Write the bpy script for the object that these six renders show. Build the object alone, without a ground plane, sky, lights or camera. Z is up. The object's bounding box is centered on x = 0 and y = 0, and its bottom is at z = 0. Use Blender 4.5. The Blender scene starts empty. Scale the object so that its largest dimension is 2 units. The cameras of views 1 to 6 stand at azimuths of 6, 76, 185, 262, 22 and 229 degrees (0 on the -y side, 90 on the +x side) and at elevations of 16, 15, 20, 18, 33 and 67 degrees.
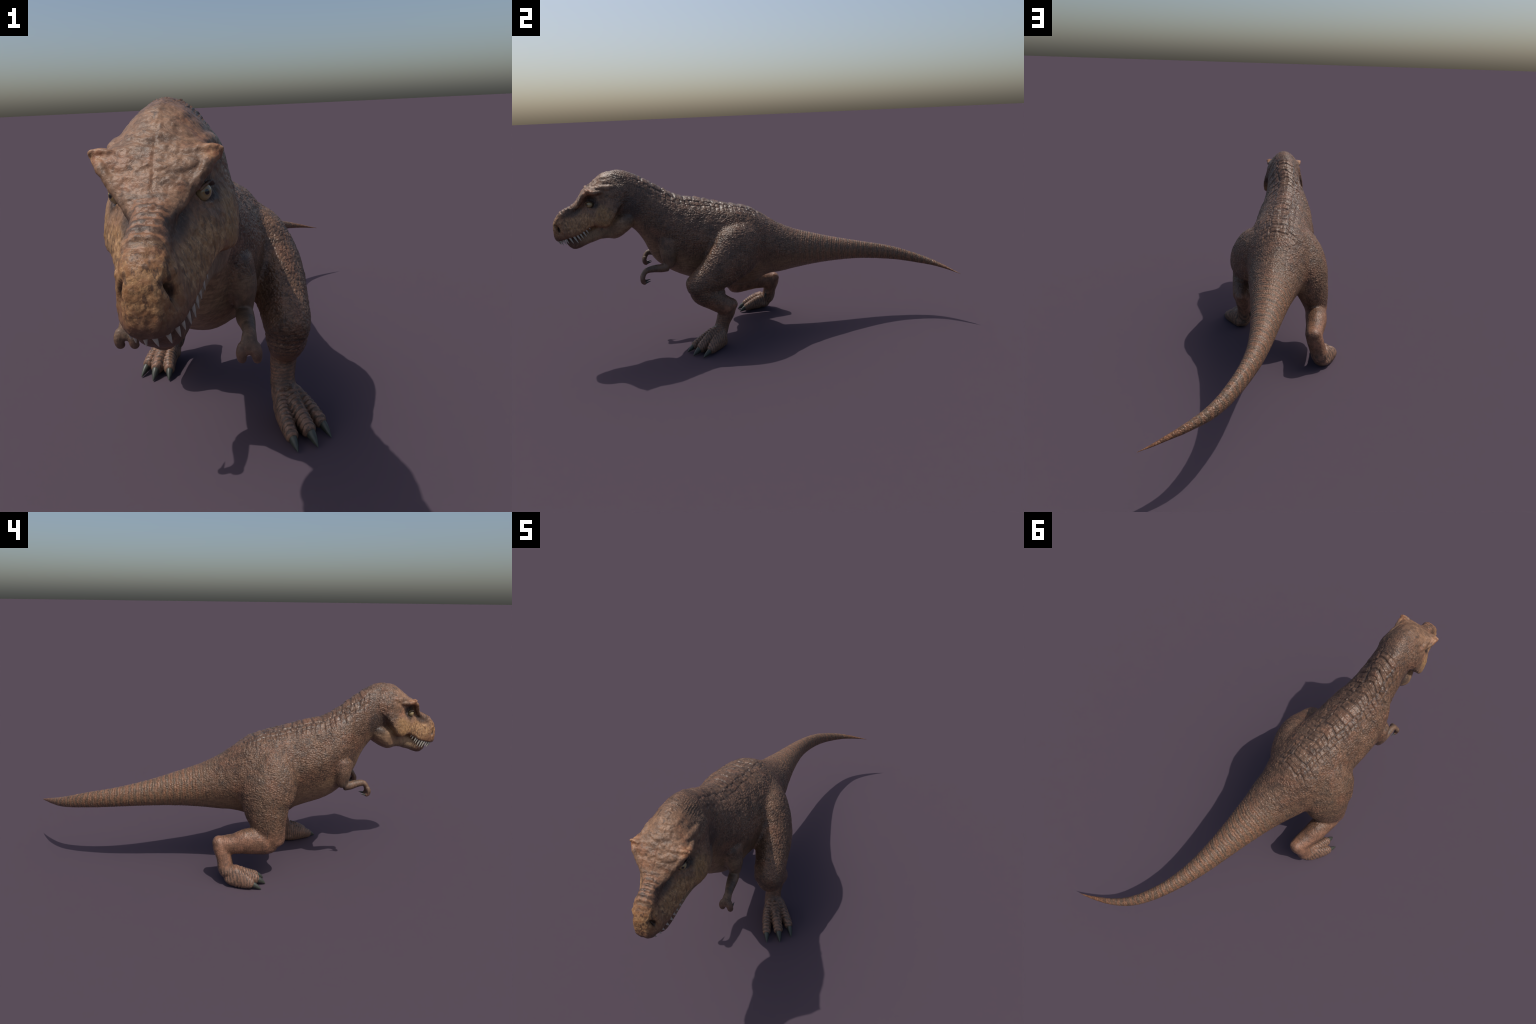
import bpy, bmesh, math, random
import numpy as np
from mathutils import Vector, Matrix, noise as mnoise
from mathutils.kdtree import KDTree

random.seed(7)
rng = np.random.default_rng(7)
VOXEL = 0.0021

# ------------------------------------------------------------------ helpers
def spline(ts, vals, tq):
    """Cubic Hermite interpolation with limited finite-difference tangents."""
    ts = np.asarray(ts, float); v = np.asarray(vals, float)
    if v.ndim == 1: v = v[:, None]
    tq = np.atleast_1d(np.asarray(tq, float))
    d = np.diff(v, axis=0) / np.diff(ts)[:, None]
    m = np.zeros_like(v)
    m[0], m[-1] = d[0], d[-1]
    if len(ts) > 2:
        h = np.diff(ts)
        w = (h[1:] / (h[1:] + h[:-1]))[:, None]
        m[1:-1] = d[:-1] * w + d[1:] * (1 - w)
    i = np.clip(np.searchsorted(ts, tq) - 1, 0, len(ts) - 2)
    h = (ts[i + 1] - ts[i])[:, None]
    u = ((tq - ts[i])[:, None]) / h
    return ((2*u**3 - 3*u**2 + 1) * v[i] + (u**3 - 2*u**2 + u) * h * m[i]
            + (-2*u**3 + 3*u**2) * v[i+1] + (u**3 - u**2) * h * m[i+1])

class Soup:
    """Collects overlapping closed shells that are fused into one skin."""
    def __init__(self):
        self.v, self.f, self.lab = [], [], []
        self.n = 0
    def add(self, rings, label):
        rings = np.asarray(rings)            # (stations, around, 3)
        S, A, _ = rings.shape
        base = self.n
        pts = np.concatenate([rings.reshape(-1, 3), rings[0].mean(0)[None], rings[-1].mean(0)[None]])
        self.v.append(pts)
        self.lab += [label] * len(pts)
        a = np.arange(A); b = (a + 1) % A
        for s in range(S - 1):
            q = np.stack([base+s*A+a, base+s*A+b, base+(s+1)*A+b, base+(s+1)*A+a], 1)
            self.f += q.tolist()
        c0, c1 = base + S*A, base + S*A + 1
        self.f += [[int(c0), int(base+b[k]), int(base+a[k])] for k in range(A)]
        o = base + (S-1)*A
        self.f += [[int(c1), int(o+a[k]), int(o+b[k])] for k in range(A)]
        self.n += len(pts)

soup = Soup()

def sgnpow(x, p):
    return np.sign(x) * np.abs(x) ** p

def limb(stations, label, around=36, sub=6, lateral=(1, 0, 0), ripple=None, power=2.0, flat=None):
    """Tube through stations (x, y, z, half_lateral, half_depth)."""
    st = np.asarray(stations, float)
    seg = np.linalg.norm(np.diff(st[:, :3], axis=0), axis=1)
    t = np.concatenate([[0], np.cumsum(seg)])
    n = max(8, (len(st) - 1) * sub)
    if ripple: n = max(n, int(t[-1] / 0.0012))
    tq = np.linspace(0, t[-1], n)
    q = spline(t, st, tq)
    P, ra, rb = q[:, :3], np.maximum(q[:, 3], .001), np.maximum(q[:, 4], .001)
    # round the two ends off
    e = np.minimum(1, np.minimum(tq / (ra[0]*.55 + 1e-6), (t[-1] - tq) / (ra[-1]*.55 + 1e-6)))
    cap = np.sqrt(np.clip(1 - (1 - e)**2, 0.03, 1))
    ra, rb = ra * cap, rb * cap
    T = np.gradient(P, tq, axis=0); T /= np.linalg.norm(T, axis=1)[:, None]
    L = np.array(lateral, float)[None] - T * (T @ np.array(lateral, float))[:, None]
    L /= np.linalg.norm(L, axis=1)[:, None]
    D = np.cross(T, L)
    ph = np.linspace(0, 2*np.pi, around, endpoint=False)
    c, s = sgnpow(np.cos(ph), 2/power), sgnpow(np.sin(ph), 2/power)
    rings = (P[:, None] + L[:, None] * (ra[:, None] * c)[..., None] + D[:, None] * (rb[:, None] * s)[..., None])
    if ripple:
        amp, per, t0, t1 = ripple
        w = np.clip((tq - t0) / .01, 0, 1) * np.clip((t1 - tq) / .01, 0, 1)
        k = np.abs(np.sin(np.pi * tq / per + .6*np.sin(tq*70))) ** .7
        fac = 1 + (w * amp * (k - .6))[:, None, None]
        cen = P[:, None]
        rings = cen + (rings - cen) * fac
    if flat is not None:
        rings[..., 2] = np.maximum(rings[..., 2], flat)
    soup.add(rings, label)

def blob(c, r, label, rot=None, n=28):
    th = np.linspace(.04, np.pi - .04, n)
    ph = np.linspace(0, 2*np.pi, 40, endpoint=False)
    R = np.stack([np.sin(th)[:, None]*np.cos(ph), np.sin(th)[:, None]*np.sin(ph), np.repeat(np.cos(th)[:, None], 40, 1)], -1)
    R = R * np.array(r)
    if rot is not None:
        M = np.array(Matrix.Rotation(math.radians(rot[1]), 3, rot[0]))
        R = R @ M.T
    soup.add(R[:, ::-1] + np.array(c), label)

# ------------------------------------------------------------------ trunk: neck, torso and tail
# y, centre x, top z, bottom z, half width, widest height (0 bottom .. 1 top), top power, bottom power
TRUNK = [
 (-.715, .033, .884, .640, .076, .45, 2.0, 2.2),
 (-.680, .030, .883, .620, .084, .45, 2.0, 2.2),
 (-.640, .024, .872, .595, .089, .45, 1.95, 2.2),
 (-.600, .018, .851, .530, .092, .52, 1.9, 1.9),
 (-.570, .013, .833, .455, .096, .58, 1.9, 1.9),
 (-.545, .010, .818, .418, .102, .58, 1.8, 1.95),
 (-.515, .000, .799, .390, .118, .56, 1.68, 2.05),
 (-.480, -.005, .776, .362, .133, .54, 1.64, 2.1),
 (-.440, -.007, .752, .339, .144, .55, 1.65, 2.1),
 (-.400, -.007, .736, .320, .149, .55, 1.6, 2.0),
 (-.350, -.008, .727, .304, .153, .54, 1.6, 1.85),
 (-.300, -.008, .717, .290, .155, .53, 1.65, 1.85),
 (-.250, -.007, .701, .272, .157, .53, 1.8, 1.8),
 (-.200, -.007, .687, .249, .158, .55, 2.0, 1.75),
 (-.140, -.008, .673, .238, .158, .56, 2.1, 1.7),
 (-.090, -.010, .660, .242, .154, .55, 2.05, 1.7),
 (-.050, -.012, .646, .250, .150, .54, 2.05, 1.7),
 (-.015, -.014, .625, .266, .143, .53, 2.0, 1.7),
 (.037, -.014, .590, .280, .129, .50, 1.85, 1.7),
 (.090, -.009, .556, .284, .116, .50, 1.85, 1.7),
 (.170, -.007, .517, .295, .096, .50, 1.9, 1.75),
 (.256, -.007, .488, .304, .080, .50, 2.0, 1.8),
 (.355, -.007, .458, .310, .064, .50, 2.0, 1.9),
 (.440, -.006, .435, .311, .053, .50, 2.0, 2.0),
 (.520, -.002, .416, .309, .044, .50, 2.0, 2.0),
 (.600, .008, .398, .304, .036, .5, 2.0, 2.0),
 (.680, .026, .381, .297, .030, .5, 2.0, 2.0),
 (.750, .049, .363, .290, .0265, .5, 2.0, 2.0),
 (.810, .077, .343, .282, .0230, .5, 2.0, 2.0),
 (.860, .111, .324, .275, .0190, .5, 2.0, 2.0),
 (.910, .161, .303, .270, .0140, .5, 2.0, 2.0),
 (.955, .223, .278, .261, .0085, .5, 2.0, 2.0),
 (.985, .272, .258, .2515, .004, .5, 2.0, 2.0),
 (1.000, .300, .2485, .2455, .0017, .5, 2.0, 2.0)]
tr = np.array(TRUNK)
def build_trunk():
    xy = tr[:, [1, 0]]
    t = np.concatenate([[0], np.cumsum(np.linalg.norm(np.diff(xy, axis=0), axis=1))])
    tq = np.linspace(0, t[-1], 260)
    q = spline(t, tr, tq)
    y, cx, zt, zb, hw, wf, pt, pb = q.T
    P = np.stack([cx, y], 1)
    T = np.gradient(P, tq, axis=0); T /= np.linalg.norm(T, axis=1)[:, None]
    N = np.stack([T[:, 1], -T[:, 0]], 1)       # lateral, +x side
    keep = np.clip((y - .5) / .1, 0, 1)[:, None]  # tail sections follow the bend, trunk ones stay upright
    N = N * keep + np.array([1, 0])[None] * (1 - keep); N /= np.linalg.norm(N, axis=1)[:, None]
    ph = np.linspace(0, 2*np.pi, 96, endpoint=False)
    zc = zb + (zt - zb) * wf
    up = np.sin(ph)[None] >= 0
    pw = np.where(up, pt[:, None], pb[:, None])
    lx = np.sign(np.cos(ph)) * np.abs(np.cos(ph))[None] ** (2/pw) * hw[:, None]
    lz = np.sign(np.sin(ph)) * np.abs(np.sin(ph))[None] ** (2/pw)
    z = zc[:, None] + np.where(up, lz * (zt - zc)[:, None], lz * (zc - zb)[:, None])
    rings = np.stack([cx[:, None] + N[:, :1]*lx, y[:, None] + N[:, 1:]*lx, z], -1)
    soup.add(rings[:, ::-1], 'trunk')
build_trunk()

# ------------------------------------------------------------------ head (local frame, yawed a little to the left)
YAW = math.atan(.088)
PIV = np.array([.0355, -.75, 0.])
CY, SY = math.cos(YAW), math.sin(YAW)
def to_world(p):
    p = np.asarray(p, float)
    return np.stack([CY*p[..., 0] - SY*p[..., 1] + PIV[0], SY*p[..., 0] + CY*p[..., 1] + PIV[1], p[..., 2]], -1)
def to_head(P):
    d = np.asarray(P, float) - PIV
    return np.stack([CY*d[..., 0] + SY*d[..., 1], -SY*d[..., 0] + CY*d[..., 1], d[..., 2]], -1)

# half cross-sections of skull and upper jaw: y, then (x, z) from the crown down to the palate
SKULL = [
 (-.249, [(0,.650),(.008,.649),(.014,.645),(.018,.638),(.020,.628),(.020,.612),(.017,.602),(.010,.597),(0,.597)]),
 (-.242, [(0,.672),(.012,.670),(.020,.663),(.026,.652),(.029,.632),(.028,.606),(.024,.588),(.013,.581),(0,.580)]),
 (-.228, [(0,.691),(.015,.689),(.027,.680),(.035,.664),(.038,.640),(.039,.609),(.035,.586),(.020,.579),(0,.577)]),
 (-.215, [(0,.707),(.016,.705),(.029,.694),(.039,.674),(.045,.647),(.047,.613),(.044,.588),(.026,.581),(0,.580)]),
 (-.190, [(0,.723),(.017,.721),(.028,.708),(.038,.686),(.050,.657),(.056,.622),(.053,.594),(.030,.587),(0,.586)]),
 (-.162, [(0,.734),(.018,.732),(.028,.719),(.035,.697),(.050,.668),(.062,.632),(.060,.601),(.036,.594),(0,.592)]),
 (-.140, [(0,.751),(.020,.749),(.041,.740),(.037,.714),(.052,.690),(.067,.650),(.067,.611),(.042,.602),(0,.600)]),
 (-.115, [(0,.781),(.030,.779),(.062,.767),(.050,.736),(.058,.712),(.074,.668),(.076,.628),(.050,.615),(0,.610)]),
 (-.092, [(0,.806),(.040,.804),(.080,.800),(.063,.764),(.063,.735),(.082,.695),(.086,.645),(.060,.630),(0,.620)]),
 (-.068, [(0,.828),(.038,.822),(.086,.802),(.070,.770),(.070,.742),(.092,.702),(.098,.655),(.070,.642),(0,.630)]),
 (-.040, [(0,.851),(.036,.841),(.080,.802),(.078,.778),(.082,.750),(.102,.706),(.108,.652),(.080,.636),(0,.630)]),
 (-.010, [(0,.872),(.036,.858),(.072,.820),(.086,.786),(.091,.755),(.107,.710),(.112,.652),(.085,.636),(0,.630)]),
 (.015, [(0,.879),(.036,.864),(.069,.828),(.087,.790),(.093,.760),(.105,.720),(.110,.674),(.085,.660),(0,.640)]),
 (.038, [(0,.882),(.036,.867),(.067,.833),(.086,.795),(.091,.768),(.099,.735),(.102,.706),(.078,.694),(0,.660)]),
 (.060, [(0,.883),(.035,.869),(.065,.836),(.083,.800),(.088,.778),(.090,.755),(.088,.730),(.066,.716),(0,.690)]),
 (.095, [(0,.876),(.033,.862),(.060,.832),(.074,.800),(.078,.780),(.078,.760),(.072,.745),(.050,.735),(0,.720)])]
def build_skull():
    ys = np.array([s[0] for s in SKULL])
    prof = []
    for _, pts in SKULL:
        p = np.array(pts, float)
        p[3:8, 0] *= np.interp(_, [-.25, -.22, -.18, -.10, -.06, 0, .04, .07], [.97, .92, .90, .92, .96, .99, 1.05, 1.05])
        p[3, 0] -= .006*np.exp(-((_ + .108)/.022)**2)
        t = np.concatenate([[0], np.cumsum(np.linalg.norm(np.diff(p, axis=0), axis=1))])
        k = np.linspace(0, 8, 9)
        prof.append(spline(k, p, np.linspace(0, 8, 41)))
    prof = np.array(prof).reshape(len(ys), -1)
    yq = np.linspace(ys[0], ys[-1], 150)
    q = spline(ys, prof, yq).reshape(len(yq), 41, 2)
    # transverse bumps along the nose ridge
    for i, y in enumerate(yq):
        w = np.clip((y + .235)/.02, 0, 1) * np.clip((-.135 - y)/.02, 0, 1)
        bump = w * .0024 * math.sin(y * 2*math.pi/.0135 + .8*math.sin(y*90))
        side = np.exp(-(q[i, :, 0]/.019)**4) * (np.arange(41) < 14)
        q[i, :, 1] += bump * side
    full = np.concatenate([q, (q * [-1, 1])[:, -2:0:-1]], 1)
    rings = np.stack([full[..., 0], np.repeat(yq[:, None], full.shape[1], 1), full[..., 1]], -1)
    soup.add(to_world(rings), 'head')
build_skull()

def head_limb(st, label, **k):
    st = np.array(st, float)
    st[:, :3] = to_world(st[:, :3])
    limb(st, label, lateral=(CY, SY, 0), **k)
def head_blob(c, r, label, **k):
    blob(to_world(c), r, label, **k)

for sx in (1, -1):
    # brow ridge rising to a blunt horn over the eye
    head_limb([(sx*.026, -.148, .716, .007, .007), (sx*.042, -.130, .738, .008, .008), (sx*.060, -.113, .761, .009, .009),
               (sx*.078, -.097, .786, .010, .010), (sx*.086, -.081, .797, .011, .009), (sx*.086, -.056, .795, .011, .009),
               (sx*.080, -.030, .795, .010, .009), (sx*.074, -.004, .793, .007, .006), (sx*.066, .018, .790, .004, .004)], 'head', sub=8)
    head_limb([(sx*.060, -.074, .796, .024, .011), (sx*.082, -.079, .800, .018, .009), (sx*.100, -.085, .807, .006, .004)], 'head')
    # lids round the eye
    head_limb([(sx*.058, -.098, .746, .003, .003), (sx*.069, -.090, .754, .0035, .0035), (sx*.077, -.076, .756, .004, .004), (sx*.079, -.058, .748, .004, .004)], 'head')
    # raised nostril rim
    head_blob((sx*.031, -.214, .660), (.011, .012, .011), 'head')
    # temple swelling behind the eye
    head_blob((sx*.066, .000, .806), (.018, .060, .020), 'head')

# lower jaw: y, top, bottom, half width
JAW = [(-.200,.580,.562,.014),(-.192,.590,.549,.026),(-.178,.598,.536,.034),(-.160,.606,.531,.039),(-.140,.612,.536,.044),
       (-.110,.625,.549,.051),(-.080,.640,.558,.057),(-.045,.655,.568,.066),(-.015,.662,.569,.074),(.020,.680,.564,.087),
       (.045,.690,.573,.094),(.070,.697,.589,.094),(.100,.704,.612,.085),(.125,.700,.640,.066)]
def build_jaw():
    a = np.array(JAW)
    yq = np.linspace(a[0, 0], a[-1, 0], 90)
    y, zt, zb, hw = np.c_[yq, spline(a[:, 0], a[:, 1:], yq)].T
    ph = np.linspace(0, 2*np.pi, 64, endpoint=False)
    x = sgnpow(np.cos(ph), 2/2.7)[None] * hw[:, None]
    zc = (zt + zb)/2
    z = zc[:, None] + sgnpow(np.sin(ph), 2/2.7)[None] * ((zt - zb)/2)[:, None]
    rings = np.stack([x, np.repeat(y[:, None], 64, 1), z], -1)
    soup.add(to_world(rings)[:, ::-1], 'jaw')
build_jaw()

# ------------------------------------------------------------------ hind legs
OUT_L, OUT_R = (1, .22, 0), (1, -.28, 0)
limb([(.052,-.045,.535,.055,.080),(.095,-.106,.490,.080,.120),(.127,-.158,.458,.086,.132),(.158,-.210,.420,.084,.117),
      (.179,-.262,.385,.076,.098),(.194,-.318,.352,.067,.080),(.204,-.372,.326,.062,.066),(.207,-.403,.311,.053,.051),(.207,-.422,.300,.040,.036)], 'thigh.L', lateral=OUT_L)
limb([(.205,-.386,.330,.050,.050),(.200,-.345,.286,.057,.064),(.196,-.299,.246,.054,.056),(.192,-.260,.214,.051,.050),
      (.188,-.232,.196,.048,.047),(.186,-.212,.186,.037,.038)], 'shin.L')
blob((.192,-.266,.276), (.032,.026,.027), 'shin.L')
limb([(.191,-.188,.224,.024,.022),(.188,-.218,.200,.035,.034),(.185,-.236,.175,.040,.042),(.182,-.247,.150,.039,.041),(.181,-.262,.112,.036,.036),
      (.184,-.276,.072,.039,.038),(.192,-.292,.036,.042,.036)], 'shank.L')
limb([(-.060,-.080,.575,.045,.080),(-.097,-.116,.520,.080,.126),(-.130,-.127,.462,.091,.138),(-.155,-.122,.405,.088,.130),(-.170,-.115,.350,.079,.112),
      (-.186,-.121,.290,.068,.093),(-.196,-.133,.235,.059,.072),(-.200,-.143,.192,.054,.060),(-.201,-.147,.158,.045,.049)], 'thigh.R', lateral=OUT_R)
limb([(-.201,-.170,.170,.040,.035),(-.201,-.125,.180,.052,.057),(-.203,-.070,.191,.053,.064),(-.205,-.020,.193,.051,.062),(-.202,.035,.183,.045,.050),
      (-.198,.085,.178,.041,.046),(-.197,.118,.180,.034,.040)], 'shin.R')
limb([(-.196,.132,.212,.024,.020),(-.198,.108,.190,.036,.036),(-.204,.096,.160,.040,.038),(-.215,.085,.120,.040,.036),
      (-.228,.078,.075,.041,.038),(-.240,.062,.040,.043,.038)], 'shank.R')

TOES = []   # (points of the toe, claw tip)
def toe(pts, r, tip, label):
    p = np.array(pts, float)
    rr = np.linspace(r[0], r[1], len(p))
    st = np.c_[p, rr, np.maximum(p[:, 2] - .001, rr*.9)]
    length = np.linalg.norm(np.diff(p, axis=0), axis=1).sum()
    limb(st, label, around=32, lateral=(1, .35, 0), ripple=(.24, .0125, .03, length - .004), flat=.0005)
    TOES.append((p[-1], np.array(tip), p[-1] - p[-2], r[1]))
toe([(.184,-.262,.056),(.180,-.315,.046),(.193,-.368,.034),(.214,-.424,.020)], (.025,.0165), (.227,-.453,.006), 'foot.L')
toe([(.194,-.262,.060),(.208,-.310,.050),(.234,-.355,.037),(.261,-.400,.021)], (.027,.0185), (.279,-.431,.007), 'foot.L')
toe([(.206,-.262,.054),(.234,-.292,.044),(.266,-.324,.033),(.294,-.354,.019)], (.025,.0165), (.315,-.388,.006), 'foot.L')
blob((.197,-.290,.030), (.046,.045,.030), 'foot.L')
toe([(-.252,.058,.052),(-.274,.020,.042),(-.289,-.012,.032),(-.299,-.044,.019)], (.025,.0165), (-.309,-.079,.004), 'foot.R')
toe([(-.240,.056,.052),(-.249,.008,.042),(-.256,-.036,.032),(-.259,-.072,.021)], (.027,.0185), (-.261,-.105,.005), 'foot.R')
toe([(-.230,.054,.046),(-.226,.005,.036),(-.220,-.038,.027),(-.211,-.072,.020)], (.025,.0165), (-.207,-.102,.006), 'foot.R')
blob((-.243,.045,.030), (.044,.044,.030), 'foot.R')
# dew toes on the inner side
limb([(.170,-.262,.120,.014,.014),(.156,-.258,.105,.011,.011),(.149,-.256,.092,.008,.008)], 'foot.L')
limb([(-.200,.080,.125,.014,.014),(-.190,.066,.108,.011,.011),(-.187,.056,.095,.008,.008)], 'foot.R')
TOES.append((np.array([.149,-.256,.094]), np.array([.146,-.262,.068]), np.array([0,0,-.02]), .0075))
TOES.append((np.array([-.187,.056,.097]), np.array([-.186,.040,.074]), np.array([0,0,-.02]), .0075))

# ------------------------------------------------------------------ forelimbs
FINGERS = []
def forelimb(sx, elbow, wrist, side):
    ex, ey, ez = elbow; wx, wy, wz = wrist
    E_, W_ = np.array(elbow), np.array(wrist)
    def lerp(t, dz=0): p = E_*(1-t) + W_*t; return (p[0], p[1], p[2]+dz)
    sh = np.array([sx*.094 - .008, -.478, .548])
    mid = np.array([ex*.97, ey + .010, ez + .070])
    limb([(*sh, .046, .058), (*(sh*.45 + mid*.55), .043, .050), (*mid, .036, .040), (ex, ey + .008, ez + .030, .024, .029), (ex, ey, ez + .004, .018, .020)], 'forelimb.'+side)
    limb([(ex, ey + .006, ez + .010, .021, .023), (*lerp(.3, .004), .021, .020), (*lerp(.6, .004), .0185, .0180), (*lerp(.9), .015, .015), (*lerp(1.08, -.006), .013, .013)], 'forelimb.'+side)
    limb([(wx, wy + .004, wz + .002, .014, .013), (wx, wy - .012, wz - .014, .017, .012), (wx, wy - .020, wz - .032, .020, .011), (wx, wy - .020, wz - .046, .018, .009)], 'hand.'+side)
    for o in (-.016, .016):
        fx = wx + o
        limb([(wx + o*.6, wy - .016, wz - .020, .012, .011), (fx, wy - .023, wz - .040, .0120, .0110), (fx, wy - .020, wz - .055, .0100, .0100), (fx, wy - .007, wz - .061, .0075, .0075)], 'hand.'+side)
        a = np.array([fx, wy - .008, wz - .0615]); b = np.array([fx, wy + .015, wz - .050])
        FINGERS.append((a, b, np.array([0, .02, -.008]), .0060))
forelimb(1, (.113, -.500, .402), (.137, -.602, .413), 'L')
forelimb(-1, (-.131, -.490, .411), (-.129, -.584, .436), 'R')

# ------------------------------------------------------------------ fuse the shells into one skin
me = bpy.data.meshes.new('skin_source')
V = np.concatenate(soup.v)
me.from_pydata(V.tolist(), [], soup.f)
me.update()
ob = bpy.data.objects.new('skin_source', me)
bpy.context.scene.collection.objects.link(ob)
mod = ob.modifiers.new('fuse', 'REMESH'); mod.mode = 'VOXEL'; mod.voxel_size = VOXEL; mod.adaptivity = 0
dg = bpy.context.evaluated_depsgraph_get()
body = bpy.data.meshes.new_from_object(ob.evaluated_get(dg))
bpy.data.objects.remove(ob)

nv = len(body.vertices)
co = np.empty(nv*3); body.vertices.foreach_get('co', co); co = co.reshape(-1, 3)
ne = len(body.edges)
ed = np.empty(ne*2, np.int64); body.edges.foreach_get('vertices', ed); ed = ed.reshape(-1, 2)

kd = KDTree(len(V))
for i, p in enumerate(V): kd.insert(p, i)
kd.balance()
labels = sorted(set(soup.lab))
lab_src = np.array([labels.index(l) for l in soup.lab])
near = np.array([kd.find(p)[1] for p in co])
vl = lab_src[near]

both = np.concatenate([ed, ed[:, ::-1]])
both = both[np.argsort(both[:, 0], kind='stable')]
dst = both[:, 1].copy()
deg = np.bincount(both[:, 0], minlength=nv)
start = np.concatenate([[0], np.cumsum(deg)[:-1]])
def neighbour_mean(a):
    s_ = np.add.reduceat(a[dst], start, axis=0)
    return s_ / (deg if a.ndim == 1 else deg[:, None])
def smooth(co, w, n, lam=.6, mu=None):
    """Laplacian smoothing of the vertices that carry weight."""
    act = np.where(w > .01)[0]
    if len(act) == 0: return co
    d = deg[act]
    sub_start = np.concatenate([[0], np.cumsum(d)[:-1]])
    pick = np.repeat(start[act] - sub_start, d) + np.arange(d.sum())
    nb = dst[pick]
    co = co.copy(); wa = w[act][:, None]; dd = d[:, None]
    for _ in range(n):
        co[act] += (np.add.reduceat(co[nb], sub_start, axis=0)/dd - co[act]) * (lam*wa)
        if mu: co[act] += (np.add.reduceat(co[nb], sub_start, axis=0)/dd - co[act]) * (mu*wa)
    return co
def smoothstep(a, b, x):
    t = np.clip((x - a) / (b - a), 0, 1); return t*t*(3 - 2*t)

one = np.ones(nv)
isl = {l: vl == i for i, l in enumerate(labels)}
for sd in 'LR': isl['hindlimb.'+sd] = isl['thigh.'+sd] | isl['shin.'+sd] | isl['shank.'+sd]
def label_change(group_a, group_b):
    """Vertices on the seam between two groups of shells."""
    g = np.zeros(nv, int)
    for l in group_a: g[isl[l]] = 1
    for l in group_b: g[isl[l]] = 2
    a, b = g[ed[:, 0]], g[ed[:, 1]]
    hit = ((a == 1) & (b == 2)) | ((a == 2) & (b == 1))
    m = np.zeros(nv, bool); m[ed[hit].ravel()] = True
    return m
# blend thighs, shoulders and skull softly into the trunk
co = smooth(co, one, 4, .5)
for ga, gb, width, n in ((['hindlimb.L', 'hindlimb.R'], ['trunk'], 44, 220), (['thigh.L', 'thigh.R', 'shank.L', 'shank.R'], ['shin.L', 'shin.R'], 16, 70), (['forelimb.L', 'forelimb.R'], ['trunk'], 12, 50),
                         (['head'], ['trunk'], 14, 40), (['foot.L'], ['hindlimb.L'], 12, 40), (['foot.R'], ['hindlimb.R'], 12, 40)):
    m = label_change(ga, gb)
    w = m.astype(float)
    for _ in range(width): w = np.maximum(w*.985, neighbour_mean(w)*1.02)
    w = np.clip(w, 0, 1)
    co = smooth(co, w, n, .6)
near_heel = np.maximum(np.exp(-(np.linalg.norm(co - [.190,-.270,.05], axis=1)/.05)**4), np.exp(-(np.linalg.norm(co - [-.240,.060,.05], axis=1)/.05)**4))
co = smooth(co, near_heel, 50, .6)
legs_w = (isl['hindlimb.L'] | isl['hindlimb.R']).astype(float)
co = smooth(co, legs_w, 14, .6)
trunkish = (isl['trunk'] | isl['hindlimb.L'] | isl['hindlimb.R']).astype(float)
co = smooth(co, trunkish, 8, .6, -.62)

def normals(co):
    body.vertices.foreach_set('co', co.ravel()); body.update()
    n = np.empty(nv*3); body.vertices.foreach_get('normal', n); return n.reshape(-1, 3)

# ------------------------------------------------------------------ relief
def _hash(i, seed=0):
    h = (i[..., 0].astype(np.int64)*73856093) ^ (i[..., 1].astype(np.int64)*19349663) ^ (i[..., 2].astype(np.int64)*83492791) ^ (seed*2654435761)
    h = (h ^ (h >> 13)) * 1274126177 & 0x7fffffff
    return h ^ (h >> 16)
def gnoise(P):
    """Smooth lattice noise in -1..1."""
    i = np.floor(P).astype(np.int64); f = P - i
    u = f*f*f*(f*(f*6 - 15) + 10)
    out = np.zeros(len(P))
    for dx in (0, 1):
        for dy in (0, 1):
            for dz in (0, 1):
                h = _hash(i + np.array([dx, dy, dz]))
                g = np.stack([(h & 255), (h >> 8 & 255), (h >> 16 & 255)], -1)/127.5 - 1
                w = (u[:, 0] if dx else 1-u[:, 0])*(u[:, 1] if dy else 1-u[:, 1])*(u[:, 2] if dz else 1-u[:, 2])
                out += w * (g * (f - np.array([dx, dy, dz]))).sum(1)
    return out * 1.3
def fbm(P, scale, octaves=2, seed=0.):
    out, a, s_ = np.zeros(len(P)), 1., scale
    for _ in range(octaves):
        out += a*gnoise(np.asarray(P)*s_ + seed + 7.3); a *= .55; s_ *= 2.1
    return out
def cells(P):
    """Distance between the nearest and second nearest random cell centres."""
    i = np.floor(P).astype(np.int64); f = P - i
    d1 = np.full(len(P), 9.); d2 = np.full(len(P), 9.)
    for dx in (-1, 0, 1):
        for dy in (-1, 0, 1):
            for dz in (-1, 0, 1):
                o = np.array([dx, dy, dz]); h = _hash(i + o, 3)
                c = np.stack([(h & 1023), (h >> 10 & 1023), (h >> 20 & 1023)], -1)/1023. + o
                d = np.linalg.norm(c - f, axis=1)
                d2 = np.minimum(d2, np.maximum(d, d1)); d1 = np.minimum(d1, d)
    return d2 - d1
nrm = normals(co)
H = to_head(co)
disp = np.zeros(nv)
cx = np.interp(co[:, 1], tr[:, 0], tr[:, 1])
lx = co[:, 0] - cx
ztop = np.interp(co[:, 1], tr[:, 0], tr[:, 2]); zbot = np.interp(co[:, 1], tr[:, 0], tr[:, 3])
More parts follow.
